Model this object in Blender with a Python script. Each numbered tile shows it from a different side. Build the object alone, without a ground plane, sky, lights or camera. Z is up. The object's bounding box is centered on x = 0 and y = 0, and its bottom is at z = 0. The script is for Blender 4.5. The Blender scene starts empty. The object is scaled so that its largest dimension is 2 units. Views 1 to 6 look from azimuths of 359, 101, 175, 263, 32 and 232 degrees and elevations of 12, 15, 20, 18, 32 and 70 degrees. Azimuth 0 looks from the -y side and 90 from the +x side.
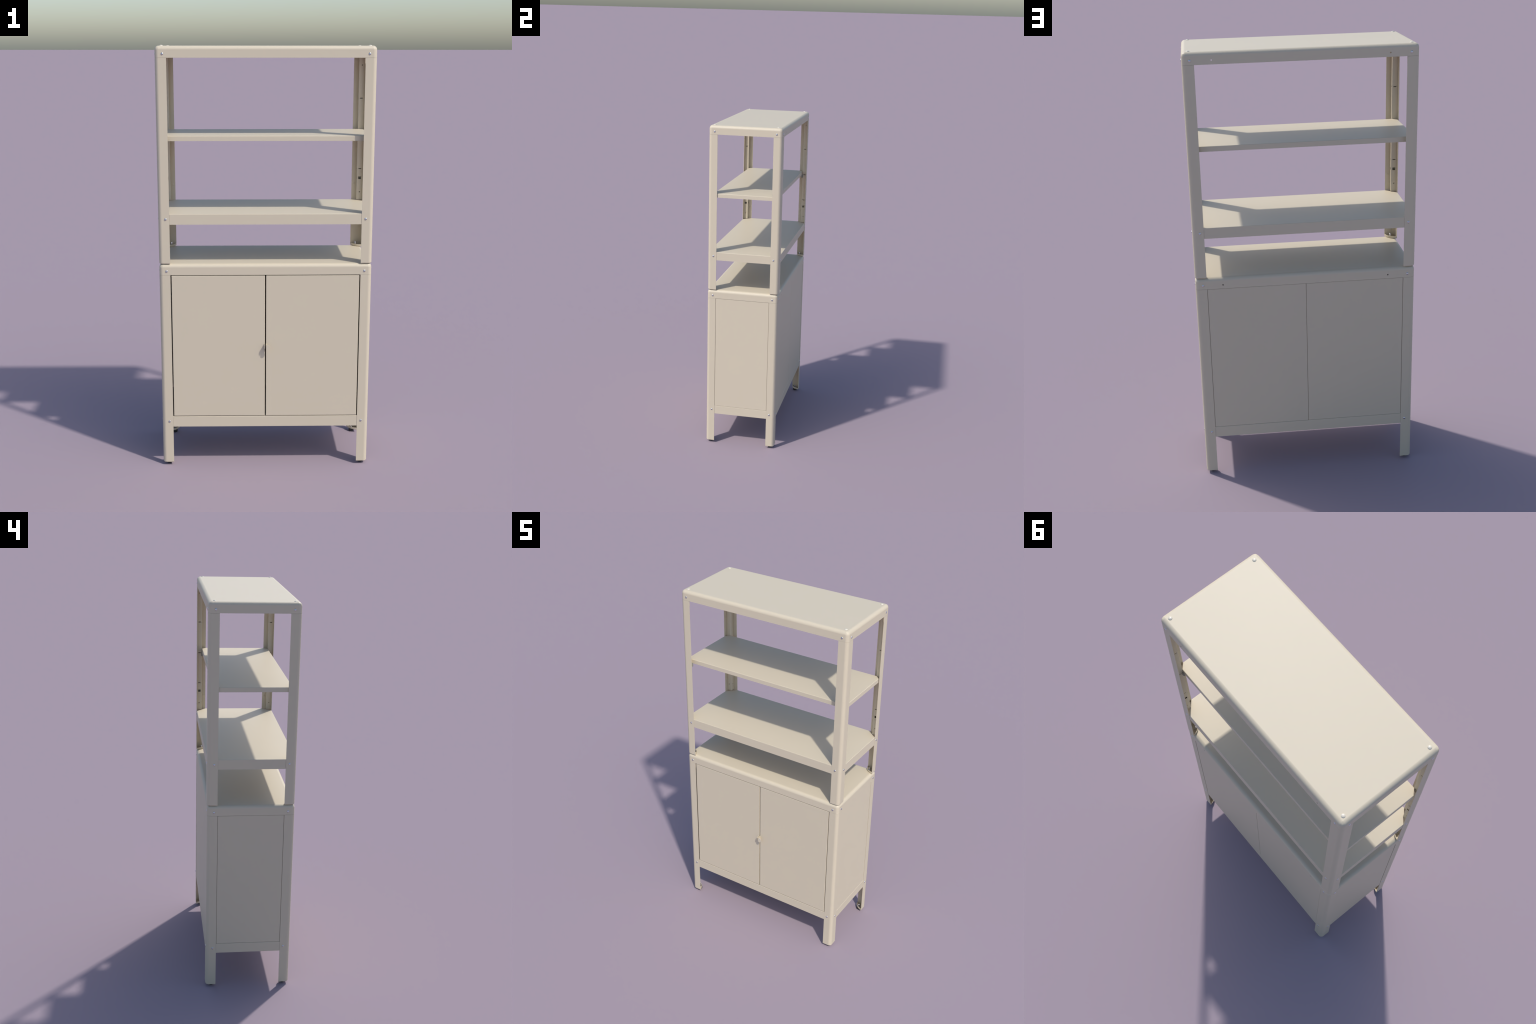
"""Tall powder-coated steel storage cabinet: a two-door base cupboard on legs with an
open shelf unit bolted on top.  Everything is described with folded-sheet profiles."""
import bpy, bmesh, math
from mathutils import Vector, Matrix

# ------------------------------------------------------------------ main sizes (metres)
W = 0.4965            # half width of the steel frame
D = 0.2174            # half depth of the steel frame
YC = 0.0102           # centre in y of the open shelf unit (the door pulls stick out in front)
YL = 0.0089           # centre in y of the cupboard below, standing a touch further forward
T = 0.0020            # sheet thickness
R = 0.0180            # radius of the folded corners
FL = 0.0520           # flange width of the angle posts
LEG_Z0 = 0.0115       # underside of the legs
TIER = 0.9922         # height of one unit (leg underside to top sheet)
CAB_TOP = LEG_Z0 + TIER
TOP = 1.9966
RIM = 0.0527          # height of the rim of a top sheet
SCREW_IN = 0.0342     # screws sit this far from the outer corner
BOLT_IN = 0.0290      # foot bolts / top screws sit this far from the outer corner
CORNERS = [(-1, -1), (1, -1), (1, 1), (-1, 1)]


# ------------------------------------------------------------------ materials
def new_mat(name):
    m = bpy.data.materials.new(name)
    m.use_nodes = True
    nt = m.node_tree
    return m, nt, nt.nodes["Principled BSDF"]


def powder_coat(name, col, rough=0.50):
    """Satin enamel: very slight tonal mottling, fine orange-peel bump."""
    m, nt, b = new_mat(name)
    tc = nt.nodes.new("ShaderNodeTexCoord")
    n1 = nt.nodes.new("ShaderNodeTexNoise")
    n1.inputs["Scale"].default_value = 5.0
    n1.inputs["Detail"].default_value = 3.0
    nt.links.new(tc.outputs["Object"], n1.inputs["Vector"])
    ramp = nt.nodes.new("ShaderNodeValToRGB")
    ramp.color_ramp.elements[0].position = 0.3
    ramp.color_ramp.elements[1].position = 0.7
    ramp.color_ramp.elements[0].color = (*[c * 0.996 for c in col], 1)
    ramp.color_ramp.elements[1].color = (*[min(1, c * 1.004) for c in col], 1)
    nt.links.new(n1.outputs["Fac"], ramp.inputs["Fac"])
    nt.links.new(ramp.outputs["Color"], b.inputs["Base Color"])
    n2 = nt.nodes.new("ShaderNodeTexNoise")
    n2.inputs["Scale"].default_value = 420.0
    n2.inputs["Detail"].default_value = 2.0
    nt.links.new(tc.outputs["Object"], n2.inputs["Vector"])
    bump = nt.nodes.new("ShaderNodeBump")
    bump.inputs["Strength"].default_value = 0.03
    bump.inputs["Distance"].default_value = 0.0006
    nt.links.new(n2.outputs["Fac"], bump.inputs["Height"])
    nt.links.new(bump.outputs["Normal"], b.inputs["Normal"])
    b.inputs["Roughness"].default_value = rough
    b.inputs["Specular IOR Level"].default_value = 0.5
    return m


def simple(name, col, rough, metal=0.0):
    m, nt, b = new_mat(name)
    tc = nt.nodes.new("ShaderNodeTexCoord")
    n = nt.nodes.new("ShaderNodeTexNoise")
    n.inputs["Scale"].default_value = 60.0
    nt.links.new(tc.outputs["Object"], n.inputs["Vector"])
    mr = nt.nodes.new("ShaderNodeMapRange")
    mr.inputs["To Min"].default_value = rough * 0.85
    mr.inputs["To Max"].default_value = rough * 1.15
    nt.links.new(n.outputs["Fac"], mr.inputs["Value"])
    nt.links.new(mr.outputs["Result"], b.inputs["Roughness"])
    b.inputs["Base Color"].default_value = (*col, 1)
    b.inputs["Metallic"].default_value = metal
    return m


CREAM = powder_coat("cream_powder_coat", (0.614, 0.541, 0.410))
STEEL = simple("zinc_plated_steel", (0.62, 0.63, 0.65), 0.17, 1.0)
WHITE = simple("pearl_white_cap", (0.66, 0.615, 0.515), 0.34)
BLACK = simple("black_rubber", (0.012, 0.012, 0.013), 0.6)
CLIP = simple("clear_grey_plastic", (0.26, 0.26, 0.23), 0.4)

# ------------------------------------------------------------------ object helpers
COL = bpy.context.scene.collection
root = bpy.data.objects.new("storage_cabinet", None)
root.empty_display_size = 0.2
COL.objects.link(root)
root["label"] = "tall cream metal cabinet with two doors and open shelves"
root["category"] = "storage cabinet"


def finish(bm, name, mat, parent=root, angle=32, weighted=True):
    me = bpy.data.meshes.new(name)
    bmesh.ops.recalc_face_normals(bm, faces=bm.faces)
    bm.to_mesh(me)
    bm.free()
    ob = bpy.data.objects.new(name, me)
    COL.objects.link(ob)
    ob.parent = parent
    me.materials.append(mat)
    smooth(ob, angle, weighted)
    return ob


def smooth(ob, angle=32, weighted=True):
    me = ob.data
    me.polygons.foreach_set("use_smooth", [True] * len(me.polygons))
    me.set_sharp_from_angle(angle=math.radians(angle))
    if weighted and "flat_face_normals" not in ob.modifiers:
        md = ob.modifiers.new("flat_face_normals", "WEIGHTED_NORMAL")
        md.keep_sharp = True
        md.weight = 80


def clone(ob, name, loc=(0, 0, 0), rot=None, parent=root):
    c = ob.copy()                     # shares the mesh data
    c.name = name
    COL.objects.link(c)
    c.parent = parent
    c.matrix_local = Matrix.Translation(loc) @ (rot or Matrix.Identity(4))
    return c


def cut(ob, cutters):
    """Subtract a list of bmesh cutters from ob and bake the result."""
    keep = [m for m in ob.modifiers]
    for m in keep:
        if m.type == "WEIGHTED_NORMAL":
            ob.modifiers.remove(m)
    bm = bmesh.new()
    for c in cutters:
        tmp = bpy.data.meshes.new("tmp")
        bmesh.ops.recalc_face_normals(c, faces=c.faces)
        c.to_mesh(tmp)
        c.free()
        bm.from_mesh(tmp)
        bpy.data.meshes.remove(tmp)
    me = bpy.data.meshes.new("cutter")
    bm.to_mesh(me)
    bm.free()
    co = bpy.data.objects.new("cutter", me)
    COL.objects.link(co)
    md = ob.modifiers.new("cut", "BOOLEAN")
    md.operation = "DIFFERENCE"
    md.solver = "EXACT"
    md.object = co
    bake(ob)
    bpy.data.objects.remove(co)
    bpy.data.meshes.remove(me)
    smooth(ob)


def bake(ob):
    dg = bpy.context.evaluated_depsgraph_get()
    dg.update()
    new = bpy.data.meshes.new_from_object(ob.evaluated_get(dg))
    old = ob.data
    ob.modifiers.clear()
    ob.data = new
    new.name = old.name
    bpy.data.meshes.remove(old)


def loft(rings, closed=True, caps=True):
    """Mesh from a list of equal-length vertex rings."""
    bm = bmesh.new()
    vr = [[bm.verts.new(p) for p in r] for r in rings]
    n = len(rings[0])
    for a, b in zip(vr, vr[1:]):
        for i in range(n if closed else n - 1):
            j = (i + 1) % n
            bm.faces.new((a[i], a[j], b[j], b[i]))
    if caps:
        bm.faces.new(vr[0][::-1])
        bm.faces.new(vr[-1])
    return bm


def prism(poly, z0, z1):
    return loft([[(x, y, z0) for x, y in poly], [(x, y, z1) for x, y in poly]])


def box(x0, x1, y0, y1, z0, z1, bevel=0.0, seg=3):
    bm = prism([(x0, y0), (x1, y0), (x1, y1), (x0, y1)], z0, z1)
    if bevel:
        bmesh.ops.bevel(bm, geom=bm.edges[:], offset=bevel, segments=seg, profile=0.5,
                        affect="EDGES")
    return bm


def cylinder(r, h, segs, loc, axis):
    """Cutting cylinder of length h centred on loc along an axis vector."""
    bm = bmesh.new()
    bmesh.ops.create_cone(bm, cap_ends=True, segments=segs, radius1=r, radius2=r, depth=h)
    q = Vector((0, 0, 1)).rotation_difference(Vector(axis)).to_matrix().to_4x4()
    bmesh.ops.transform(bm, matrix=Matrix.Translation(loc) @ q, verts=bm.verts)
    return bm


def arc(cx, cy, r, a0, a1, n):
    return [(cx + r * math.cos(math.radians(a0 + (a1 - a0) * i / n)),
             cy + r * math.sin(math.radians(a0 + (a1 - a0) * i / n))) for i in range(n + 1)]


def place_corner(sx, sy, yc=YC):
    """Frame with its origin on an outer corner; +x and +y point into the cabinet."""
    return Matrix.Translation((sx * W, yc + sy * D, 0)) @ Matrix.Diagonal((-sx, -sy, 1, 1))


def corner_copies(bm_maker, name, mat, parents=None, angle=32, yc=YC):
    """One mesh per corner (mirrored, so each has its own data), returned in CORNERS order."""
    out = []
    for k, (sx, sy) in enumerate(CORNERS):
        bm = bm_maker()
        bmesh.ops.transform(bm, matrix=place_corner(sx, sy, yc), verts=bm.verts)
        out.append(finish(bm, name, mat, parents[k] if parents else root, angle))
    return out


# ------------------------------------------------------------------ angle posts and legs
def angle_outline(off, end, t=T, r=R):
    """L section, outer corner near the origin, both flanges pointing into the cabinet."""
    n = 8
    ro, ri = max(r - off * 0.2, 0.004), max(r - t, 0.002)
    pts = [(end, off)]
    pts += [(end, off + t)]
    pts += arc(off + t + ri, off + t + ri, ri, 270, 180, n)
    pts += [(off + t, end), (off, end)]
    pts += arc(off + ro, off + ro, ro, 180, 270, n)
    return pts


def angle_post(z0, z1):
    secs = [(z0, 0.0042), (z0 + 0.0005, 0.0026), (z0 + 0.0017, 0.0011), (z0 + 0.0042, 0.0),
            (z1, 0.0)]
    bm = loft([[(x, y, z) for x, y in angle_outline(o, FL)] for z, o in secs])
    # joggled upper end that slips inside the rim of the top sheet
    inner = loft([[(x, y, z) for x, y in angle_outline(T + 0.0003, FL, T, R - T)]
                  for z in (z1 - 0.03, z1 + RIM - R - 0.004)])
    tmp = bpy.data.meshes.new("tmp")
    inner.to_mesh(tmp)
    inner.free()
    bm.from_mesh(tmp)
    bpy.data.meshes.remove(tmp)
    return bm


def foot_plate(z0):
    """Quarter-round closing plate at the lower end of a post, with an upturned lip."""
    rad, lip, n = FL - 0.0004, 0.0110, 20
    prof = [(rad - 0.0028, 0.0), (rad - 0.0010, 0.0008), (rad, 0.0028), (rad, lip),
            (rad - 0.0018, lip), (rad - 0.0018, 0.0034), (rad - 0.0034, 0.0022)]
    lo = math.degrees(math.asin((T + 0.0002) / rad))
    bm = bmesh.new()
    rings = []
    for i in range(n + 1):
        a = math.radians(lo + (90 - 2 * lo) * i / n)
        rings.append([bm.verts.new((r * math.cos(a), r * math.sin(a), z0 + z)) for r, z in prof])
    for a, b in zip(rings, rings[1:]):
        for j in range(len(prof) - 1):
            bm.faces.new((a[j], a[j + 1], b[j + 1], b[j]))
    c0 = bm.verts.new((0.0062, 0.0062, z0))
    c1 = bm.verts.new((0.0062, 0.0062, z0 + 0.0022))
    for a, b in zip(rings, rings[1:]):
        bm.faces.new((c0, a[0], b[0]))
        bm.faces.new((c1, b[-1], a[-1]))
    bm.faces.new([c1, c0] + rings[0])
    bm.faces.new([c0, c1] + rings[-1][::-1])
    return bm


legs = corner_copies(lambda: angle_post(LEG_Z0, CAB_TOP - RIM - 0.0006), "leg", CREAM, yc=YL)
posts = corner_copies(lambda: angle_post(CAB_TOP + 0.0004, TOP - RIM - 0.0006), "post", CREAM)
corner_copies(lambda: foot_plate(LEG_Z0), "foot_plate", CREAM, legs, 40, YL)
corner_copies(lambda: foot_plate(CAB_TOP + 0.0004), "foot_plate", CREAM, posts, 40)

# small half-pierced bumps on the inside of the post flanges
for k, (sx, sy) in enumerate(CORNERS):
    M = place_corner(sx, sy)
    bm = bmesh.new()
    for ax in (0, 1):
        for zz in (1.317,):
            p = (0.0405, T, zz) if ax else (T, 0.0405, zz)
            ret = bmesh.ops.create_uvsphere(bm, u_segments=16, v_segments=8, radius=0.0058)
            sc = Matrix.Diagonal((1, 0.25, 1, 1)) if ax else Matrix.Diagonal((0.25, 1, 1, 1))
            bmesh.ops.transform(bm, matrix=M @ Matrix.Translation(p) @ sc, verts=ret["verts"])
    finish(bm, "pressed_stud", CREAM, posts[k], weighted=False)


# ------------------------------------------------------------------ slotted rails in the posts
def rail_section(t=0.0016):
    a = 0.0295            # faces of the rail, measured from the outer corner
    lo = T + 0.0004
    r = 0.0020
    out = [(a, lo)] + arc(a - r, a - r, r, 0, 90, 4) + [(lo, a)]
    inn = [(lo, a - t)] + arc(a - r, a - r, r - t, 90, 0, 4) + [(a - t, lo)]
    return out + inn


def rail():
    return prism(rail_section(), 1.2418, TOP - R - 0.003)


for k, (sx, sy) in enumerate(CORNERS):
    M = place_corner(sx, sy)
    ob = finish(rail(), "slotted_rail", CREAM, posts[k])
    cutters = []
    for z in (1.7457, 1.5720, 1.3975):
        cutters.append(box(0.0090, 0.0225, 0.020, 0.036, z - 0.0019, z + 0.0019))
        cutters.append(box(0.020, 0.036, 0.0090, 0.0225, z - 0.0019, z + 0.0019))
    cutters.append(box(0.0085, 0.0225, 0.020, 0.036, 1.3450, 1.3582))
    cutters.append(box(0.020, 0.036, 0.0085, 0.0225, 1.3450, 1.3582))
    for z in (1.9056, 1.2803):
        cutters.append(cylinder(0.0027, 0.016, 14, (0.0148, 0.029, z), (0, 1, 0)))
        cutters.append(cylinder(0.0027, 0.016, 14, (0.029, 0.0148, z), (1, 0, 0)))
    cut(ob, cutters)
    ob.data.transform(M)
    ob.data.flip_normals()
    bm = bmesh.new()
    bm.from_mesh(ob.data)
    bmesh.ops.recalc_face_normals(bm, faces=bm.faces)
    bm.to_mesh(ob.data)
    bm.free()
    smooth(ob)


# ------------------------------------------------------------------ rounded top sheets
def join(bm, part):
    tmp = bpy.data.meshes.new("tmp")
    part.to_mesh(tmp)
    part.free()
    bm.from_mesh(tmp)
    bpy.data.meshes.remove(tmp)


def top_sheet(z_top, yc, name):
    z0 = z_top - RIM
    bm = prism([(-W, yc - D), (W, yc - D), (W, yc + D), (-W, yc + D)], z0, z_top)
    edges = [e for e in bm.edges if not all(abs(v.co.z - z0) < 1e-6 for v in e.verts)]
    bmesh.ops.bevel(bm, geom=edges, offset=R, segments=8, profile=0.5, affect="EDGES")
    bottom = [f for f in bm.faces if all(abs(v.co.z - z0) < 1e-5 for v in f.verts)]
    bmesh.ops.delete(bm, geom=bottom, context="FACES")
    ob = finish(bm, name, CREAM, weighted=False)
    md = ob.modifiers.new("sheet", "SOLIDIFY")
    md.thickness = T
    md.offset = -1
    bake(ob)
    cut(ob, [cylinder(0.0031, 0.02, 18, (sx * 0.373, yc + D, z_top - 0.0350), (0, 1, 0))
             for sx in (-1, 1)])
    # the back rim is stiffened by a folded channel: inwards at the bottom, then back up
    xe, hem = W - FL - 0.001, 0.0280
    wall = finish(box(-xe, xe, yc + D - hem - 0.0016, yc + D - hem, z0 + 0.0004,
                      z_top - T * 0.95), "stiffener", CREAM, ob)
    cut(wall, [cylinder(0.0080, 0.01, 18, (sx * 0.373, yc + D - hem, z_top - 0.0392), (0, 1, 0))
               for sx in (-1, 1)])
    bm = bmesh.new()
    bm.from_mesh(wall.data)
    join(bm, box(-xe, xe, yc + D - hem, yc + D - T * 0.9, z0 + 0.0004, z0 + 0.0020))
    bmesh.ops.recalc_face_normals(bm, faces=bm.faces)
    bm.to_mesh(wall.data)
    bm.free()
    smooth(wall)
    return ob


top_sheet(TOP, YC, "top_panel")
top_sheet(CAB_TOP, YL, "cabinet_top")


# ------------------------------------------------------------------ shelves (folded trays)
def tray(hx, hy, cx, cy, z_top, h, name, edge_r=0.0022, tab=0.0, yc=YC, parent=root):
    """Chamfered-corner plan, skirt folded down along the four sides, open below."""
    plan = [(-hx + cx, -hy), (hx - cx, -hy), (hx, -hy + cy), (hx, hy - cy),
            (hx - cx, hy), (-hx + cx, hy), (-hx, hy - cy), (-hx, -hy + cy)]
    bm = bmesh.new()
    top = [bm.verts.new((x, yc + y, z_top)) for x, y in plan]
    low = [bm.verts.new((x, yc + y, z_top - h)) for x, y in plan]
    bm.faces.new(top)
    folds = []
    for i in range(8):
        j = (i + 1) % 8
        if i % 2 == 0 or tab == 0.0:
            bm.faces.new((low[i], low[j], top[j], top[i]))
        folds.append(bm.edges.get((top[i], top[j])))
    sides = [e for e in folds if len(e.link_faces) == 2]
    bmesh.ops.bevel(bm, geom=sides, offset=edge_r, segments=3, profile=0.5, affect="EDGES")
    bmesh.ops.delete(bm, geom=[v for v in bm.verts if not v.link_faces], context="VERTS")
    bmesh.ops.recalc_face_normals(bm, faces=bm.faces)
    up = max(bm.faces, key=lambda f: f.calc_area())
    if up.normal.z < 0:
        bmesh.ops.reverse_faces(bm, faces=bm.faces)
    me = bpy.data.meshes.new(name)
    bm.to_mesh(me)
    bm.free()
    ob = bpy.data.objects.new(name, me)
    COL.objects.link(ob)
    ob.parent = parent
    me.materials.append(CREAM)
    md = ob.modifiers.new("sheet", "SOLIDIFY")
    md.thickness = 0.0016
    md.offset = -1
    bake(ob)
    if tab:
        # lugs behind the post flanges, plus the returned lower edge of each skirt
        bm = bmesh.new()
        bm.from_mesh(ob.data)
        parts = []
        for sx, sy in CORNERS:
            xa, xb = sorted((sx * (hx - cx - 0.004), sx * (hx - cx + tab)))
            ya, yb = sorted((yc + sy * (hy - 0.0020), yc + sy * (hy - 0.0038)))
            parts.append(box(xa, xb, ya, yb, z_top - h + 0.003, z_top - 0.006))
            xa, xb = sorted((sx * (hx - 0.0020), sx * (hx - 0.0038)))
            ya, yb = sorted((yc + sy * (hy - cy - 0.004), yc + sy * (hy - cy + tab)))
            parts.append(box(xa, xb, ya, yb, z_top - h + 0.003, z_top - 0.006))
        for p in parts:
            tmp = bpy.data.meshes.new("tmp")
            p.to_mesh(tmp)
            p.free()
            bm.from_mesh(tmp)
            bpy.data.meshes.remove(tmp)
        bmesh.ops.recalc_face_normals(bm, faces=bm.faces)
        bm.to_mesh(ob.data)
        bm.free()
    smooth(ob)
    return ob


tray(W - 0.0010, D - 0.0010, 0.0515, 0.0515, 1.2392, 0.0492, "fixed_shelf", tab=0.028)
loose = tray(0.4915, 0.1875, 0.0220, 0.0220, 1.5953, 0.0233, "adjustable_shelf", edge_r=0.0026)
tray(W - 0.0010, D - 0.0010, 0.0515, 0.0515, 0.2489, 0.0524, "bottom_shelf", tab=0.028, yc=YL)

# shelf clips hooked into the rails, one under each corner of the loose shelf
for sx, sy in CORNERS:
    M = place_corner(sx, sy)
    bm = bmesh.new()
    prof = [(0.0000, -0.0200), (0.0060, -0.0230), (0.0090, -0.0215), (0.0092, -0.0010),
            (0.0040, 0.0006), (0.0000, 0.0006)]
    a = Vector((1, 1, 0)).normalized()
    b = Vector((1, -1, 0)).normalized()
    base = Vector((0.0297, 0.0297, 1.5740)) - a * 0.0012
    rings = []
    for s in (-0.0055, 0.0055):
        rings.append([tuple(base + a * u + b * s + Vector((0, 0, z))) for u, z in prof])
    bm.free()
    bm = loft(rings)
    bmesh.ops.bevel(bm, geom=bm.edges[:], offset=0.0006, segments=1, affect="EDGES")
    bmesh.ops.transform(bm, matrix=M, verts=bm.verts)
    finish(bm, "shelf_clip", CLIP, loose)

# ------------------------------------------------------------------ cupboard carcass
PZ0, PZ1 = 0.2500, CAB_TOP - RIM - 0.0012     # panels sit between bottom shelf and top rim
IX, IY = W - FL, D - FL                       # clear opening between leg flanges
GAP = 0.0014
for sx in (-1, 1):
    x0, x1 = sorted((sx * (W - 0.0010), sx * (W - 0.0150)))
    finish(box(x0, x1, YL - IY + GAP, YL + IY - GAP, PZ0, PZ1, 0.0010, 2),
           "side_panel", CREAM)
    x0, x1 = sorted((sx * 0.0007, sx * (IX - GAP)))
    finish(box(x0, x1, YL + D - 0.0150, YL + D - 0.0010, PZ0, PZ1, 0.0010, 2),
           "back_panel", CREAM)
# folded returns of the panels behind the leg flanges close the seams
for sx in (-1, 1):
    x0, x1 = sorted((sx * (W - 0.0060), sx * (W - 0.0075)))
    finish(box(x0, x1, YL - D + 0.030, YL + D - 0.012, PZ0 - 0.004, PZ1 + 0.006),
           "panel_lining", CREAM)
finish(box(-W + 0.012, W - 0.012, YL + D - 0.0075, YL + D - 0.0060, PZ0 - 0.004, PZ1 + 0.006),
       "panel_lining", CREAM)

# ------------------------------------------------------------------ doors with pulls
DOOR_Y = YL - D + 0.0004
DGAP = 0.0036
MID = 0.0026
HZ = 0.6000


def door(sx):
    x0, x1 = sorted((sx * MID, sx * (IX - DGAP - 0.0010)))
    bm = box(x0, x1, DOOR_Y, DOOR_Y + 0.0200, 0.2516, PZ1 - 0.0024, 0.0018, 3)
    return finish(bm, "door", CREAM)


left, right = door(-1), door(1)


def sheet_from_outline(outline, thick, to_world):
    bm = loft([[to_world(u, v, 0.0) for u, v in outline],
               [to_world(u, v, thick) for u, v in outline]])
    bmesh.ops.bevel(bm, geom=bm.edges[:], offset=0.0004, segments=2, affect="EDGES")
    return bm


# left pull: a plain ear folded straight forward from the door's edge
r = 0.0050
y_tip = -0.2302
EZ = HZ + 0.0030
ear = [(DOOR_Y + 0.004, EZ + 0.0138)]
ear += [(y, EZ + z) for y, z in arc(y_tip + r, 0.0105 - r, r, 90, 180, 6)]
ear += [(y, EZ + z) for y, z in arc(y_tip + r, -0.0105 + r, r, 180, 270, 6)]
ear += [(DOOR_Y + 0.004, EZ - 0.0138)]
bm = sheet_from_outline(ear, 0.0018, lambda u, v, w: (-MID - 0.0019 + w, u, v))
pull_l = finish(bm, "door_pull", CREAM, left)
cut(pull_l, [cylinder(0.0032, 0.02, 18, (-MID, -0.2205, EZ), (1, 0, 0))])

# right pull: folded forward, then sideways into a small round finger plate
tab = [(DOOR_Y + 0.004, HZ + 0.0148), (-0.2290, HZ + 0.0138), (-0.2290, HZ - 0.0138),
       (DOOR_Y + 0.004, HZ - 0.0148)]
bm = sheet_from_outline(tab, 0.0018, lambda u, v, w: (MID + w, u, v))
plate = [(MID, -0.0142)] + [(0.0075 + x, z) for x, z in arc(0, 0, 0.0152, -78, 78, 16)] \
    + [(MID, 0.0142)]
b2 = sheet_from_outline(plate, 0.0018, lambda u, v, w: (u, -0.2304 + w, HZ + v))
tmp = bpy.data.meshes.new("tmp")
b2.to_mesh(tmp)
b2.free()
bm.from_mesh(tmp)
bpy.data.meshes.remove(tmp)
finish(bm, "door_pull", CREAM, right)


# ------------------------------------------------------------------ screws, bolts, feet
def lathe(profile, segs=24):
    """Solid of revolution about z; profile runs from the axis top outwards and down."""
    bm = bmesh.new()
    tip = bm.verts.new((0, 0, profile[0][1]))
    rings = [[bm.verts.new((r * math.cos(2 * math.pi * i / segs),
                            r * math.sin(2 * math.pi * i / segs), z)) for i in range(segs)]
             for r, z in profile[1:]]
    for i in range(segs):
        j = (i + 1) % segs
        bm.faces.new((tip, rings[0][i], rings[0][j]))
        for a, b in zip(rings, rings[1:]):
            bm.faces.new((a[i], b[i], b[j], a[j]))
    bm.faces.new(rings[-1][::-1])
    return bm


def dome(r, h, n=6, skirt=0.001):
    return [(r * math.sin(math.radians(90 * i / n)), h * math.cos(math.radians(90 * i / n)))
            for i in range(n + 1)] + [(r, -skirt)]


SCREW = finish(lathe(dome(0.0059, 0.0028)), "screw", STEEL, weighted=False)
first = True
for z in (TOP - 0.0356, 1.2147, CAB_TOP - 0.0350, 0.2232):
    yc = YC if z > CAB_TOP else YL
    for sx, sy in CORNERS:
        spots = [((sx * (W - SCREW_IN), yc + sy * D, z), (0, sy, 0)),
                 ((sx * W, yc + sy * (D - SCREW_IN), z), (sx, 0, 0))]
        for loc, ax in spots:
            q = Vector((0, 0, 1)).rotation_difference(Vector(ax)).to_matrix().to_4x4()
            if first:
                SCREW.matrix_local = Matrix.Translation(loc) @ q
                first = False
            else:
                clone(SCREW, "screw", loc, q)

spots = [(sx * (W - BOLT_IN), YC + sy * (D - BOLT_IN)) for sx, sy in CORNERS]

CAP = finish(lathe(dome(0.0078, 2.0 - TOP)), "cap_screw", WHITE, weighted=False)
BOLT = finish(lathe([(0, 0.0205), (0.0036, 0.0202), (0.0049, 0.0190), (0.0053, 0.0170),
                     (0.0053, 0.0080), (0.0070, 0.0076), (0.0076, 0.0066), (0.0076, 0.0)], 24),
              "bolt", STEEL, weighted=False)
FOOT = finish(lathe([(0, LEG_Z0 - 0.0002), (0.0118, LEG_Z0 - 0.0002), (0.0128, 0.0090),
                     (0.0128, 0.0015), (0.0116, 0.0)], 32), "foot", BLACK, weighted=False)
for i, (x, y) in enumerate(spots):
    if i == 0:
        CAP.location = (x, y, TOP)
        BOLT.parent = legs[0]
        BOLT.location = (x, y + YL - YC, LEG_Z0 + 0.0021)
        FOOT.location = (x, y + YL - YC, 0)
    else:
        clone(CAP, "cap_screw", (x, y, TOP))
        clone(BOLT, "bolt", (x, y + YL - YC, LEG_Z0 + 0.0021), parent=legs[i])
        clone(FOOT, "foot", (x, y + YL - YC, 0))
    clone(BOLT, "bolt", (x, y, CAB_TOP + 0.0025), parent=posts[i])
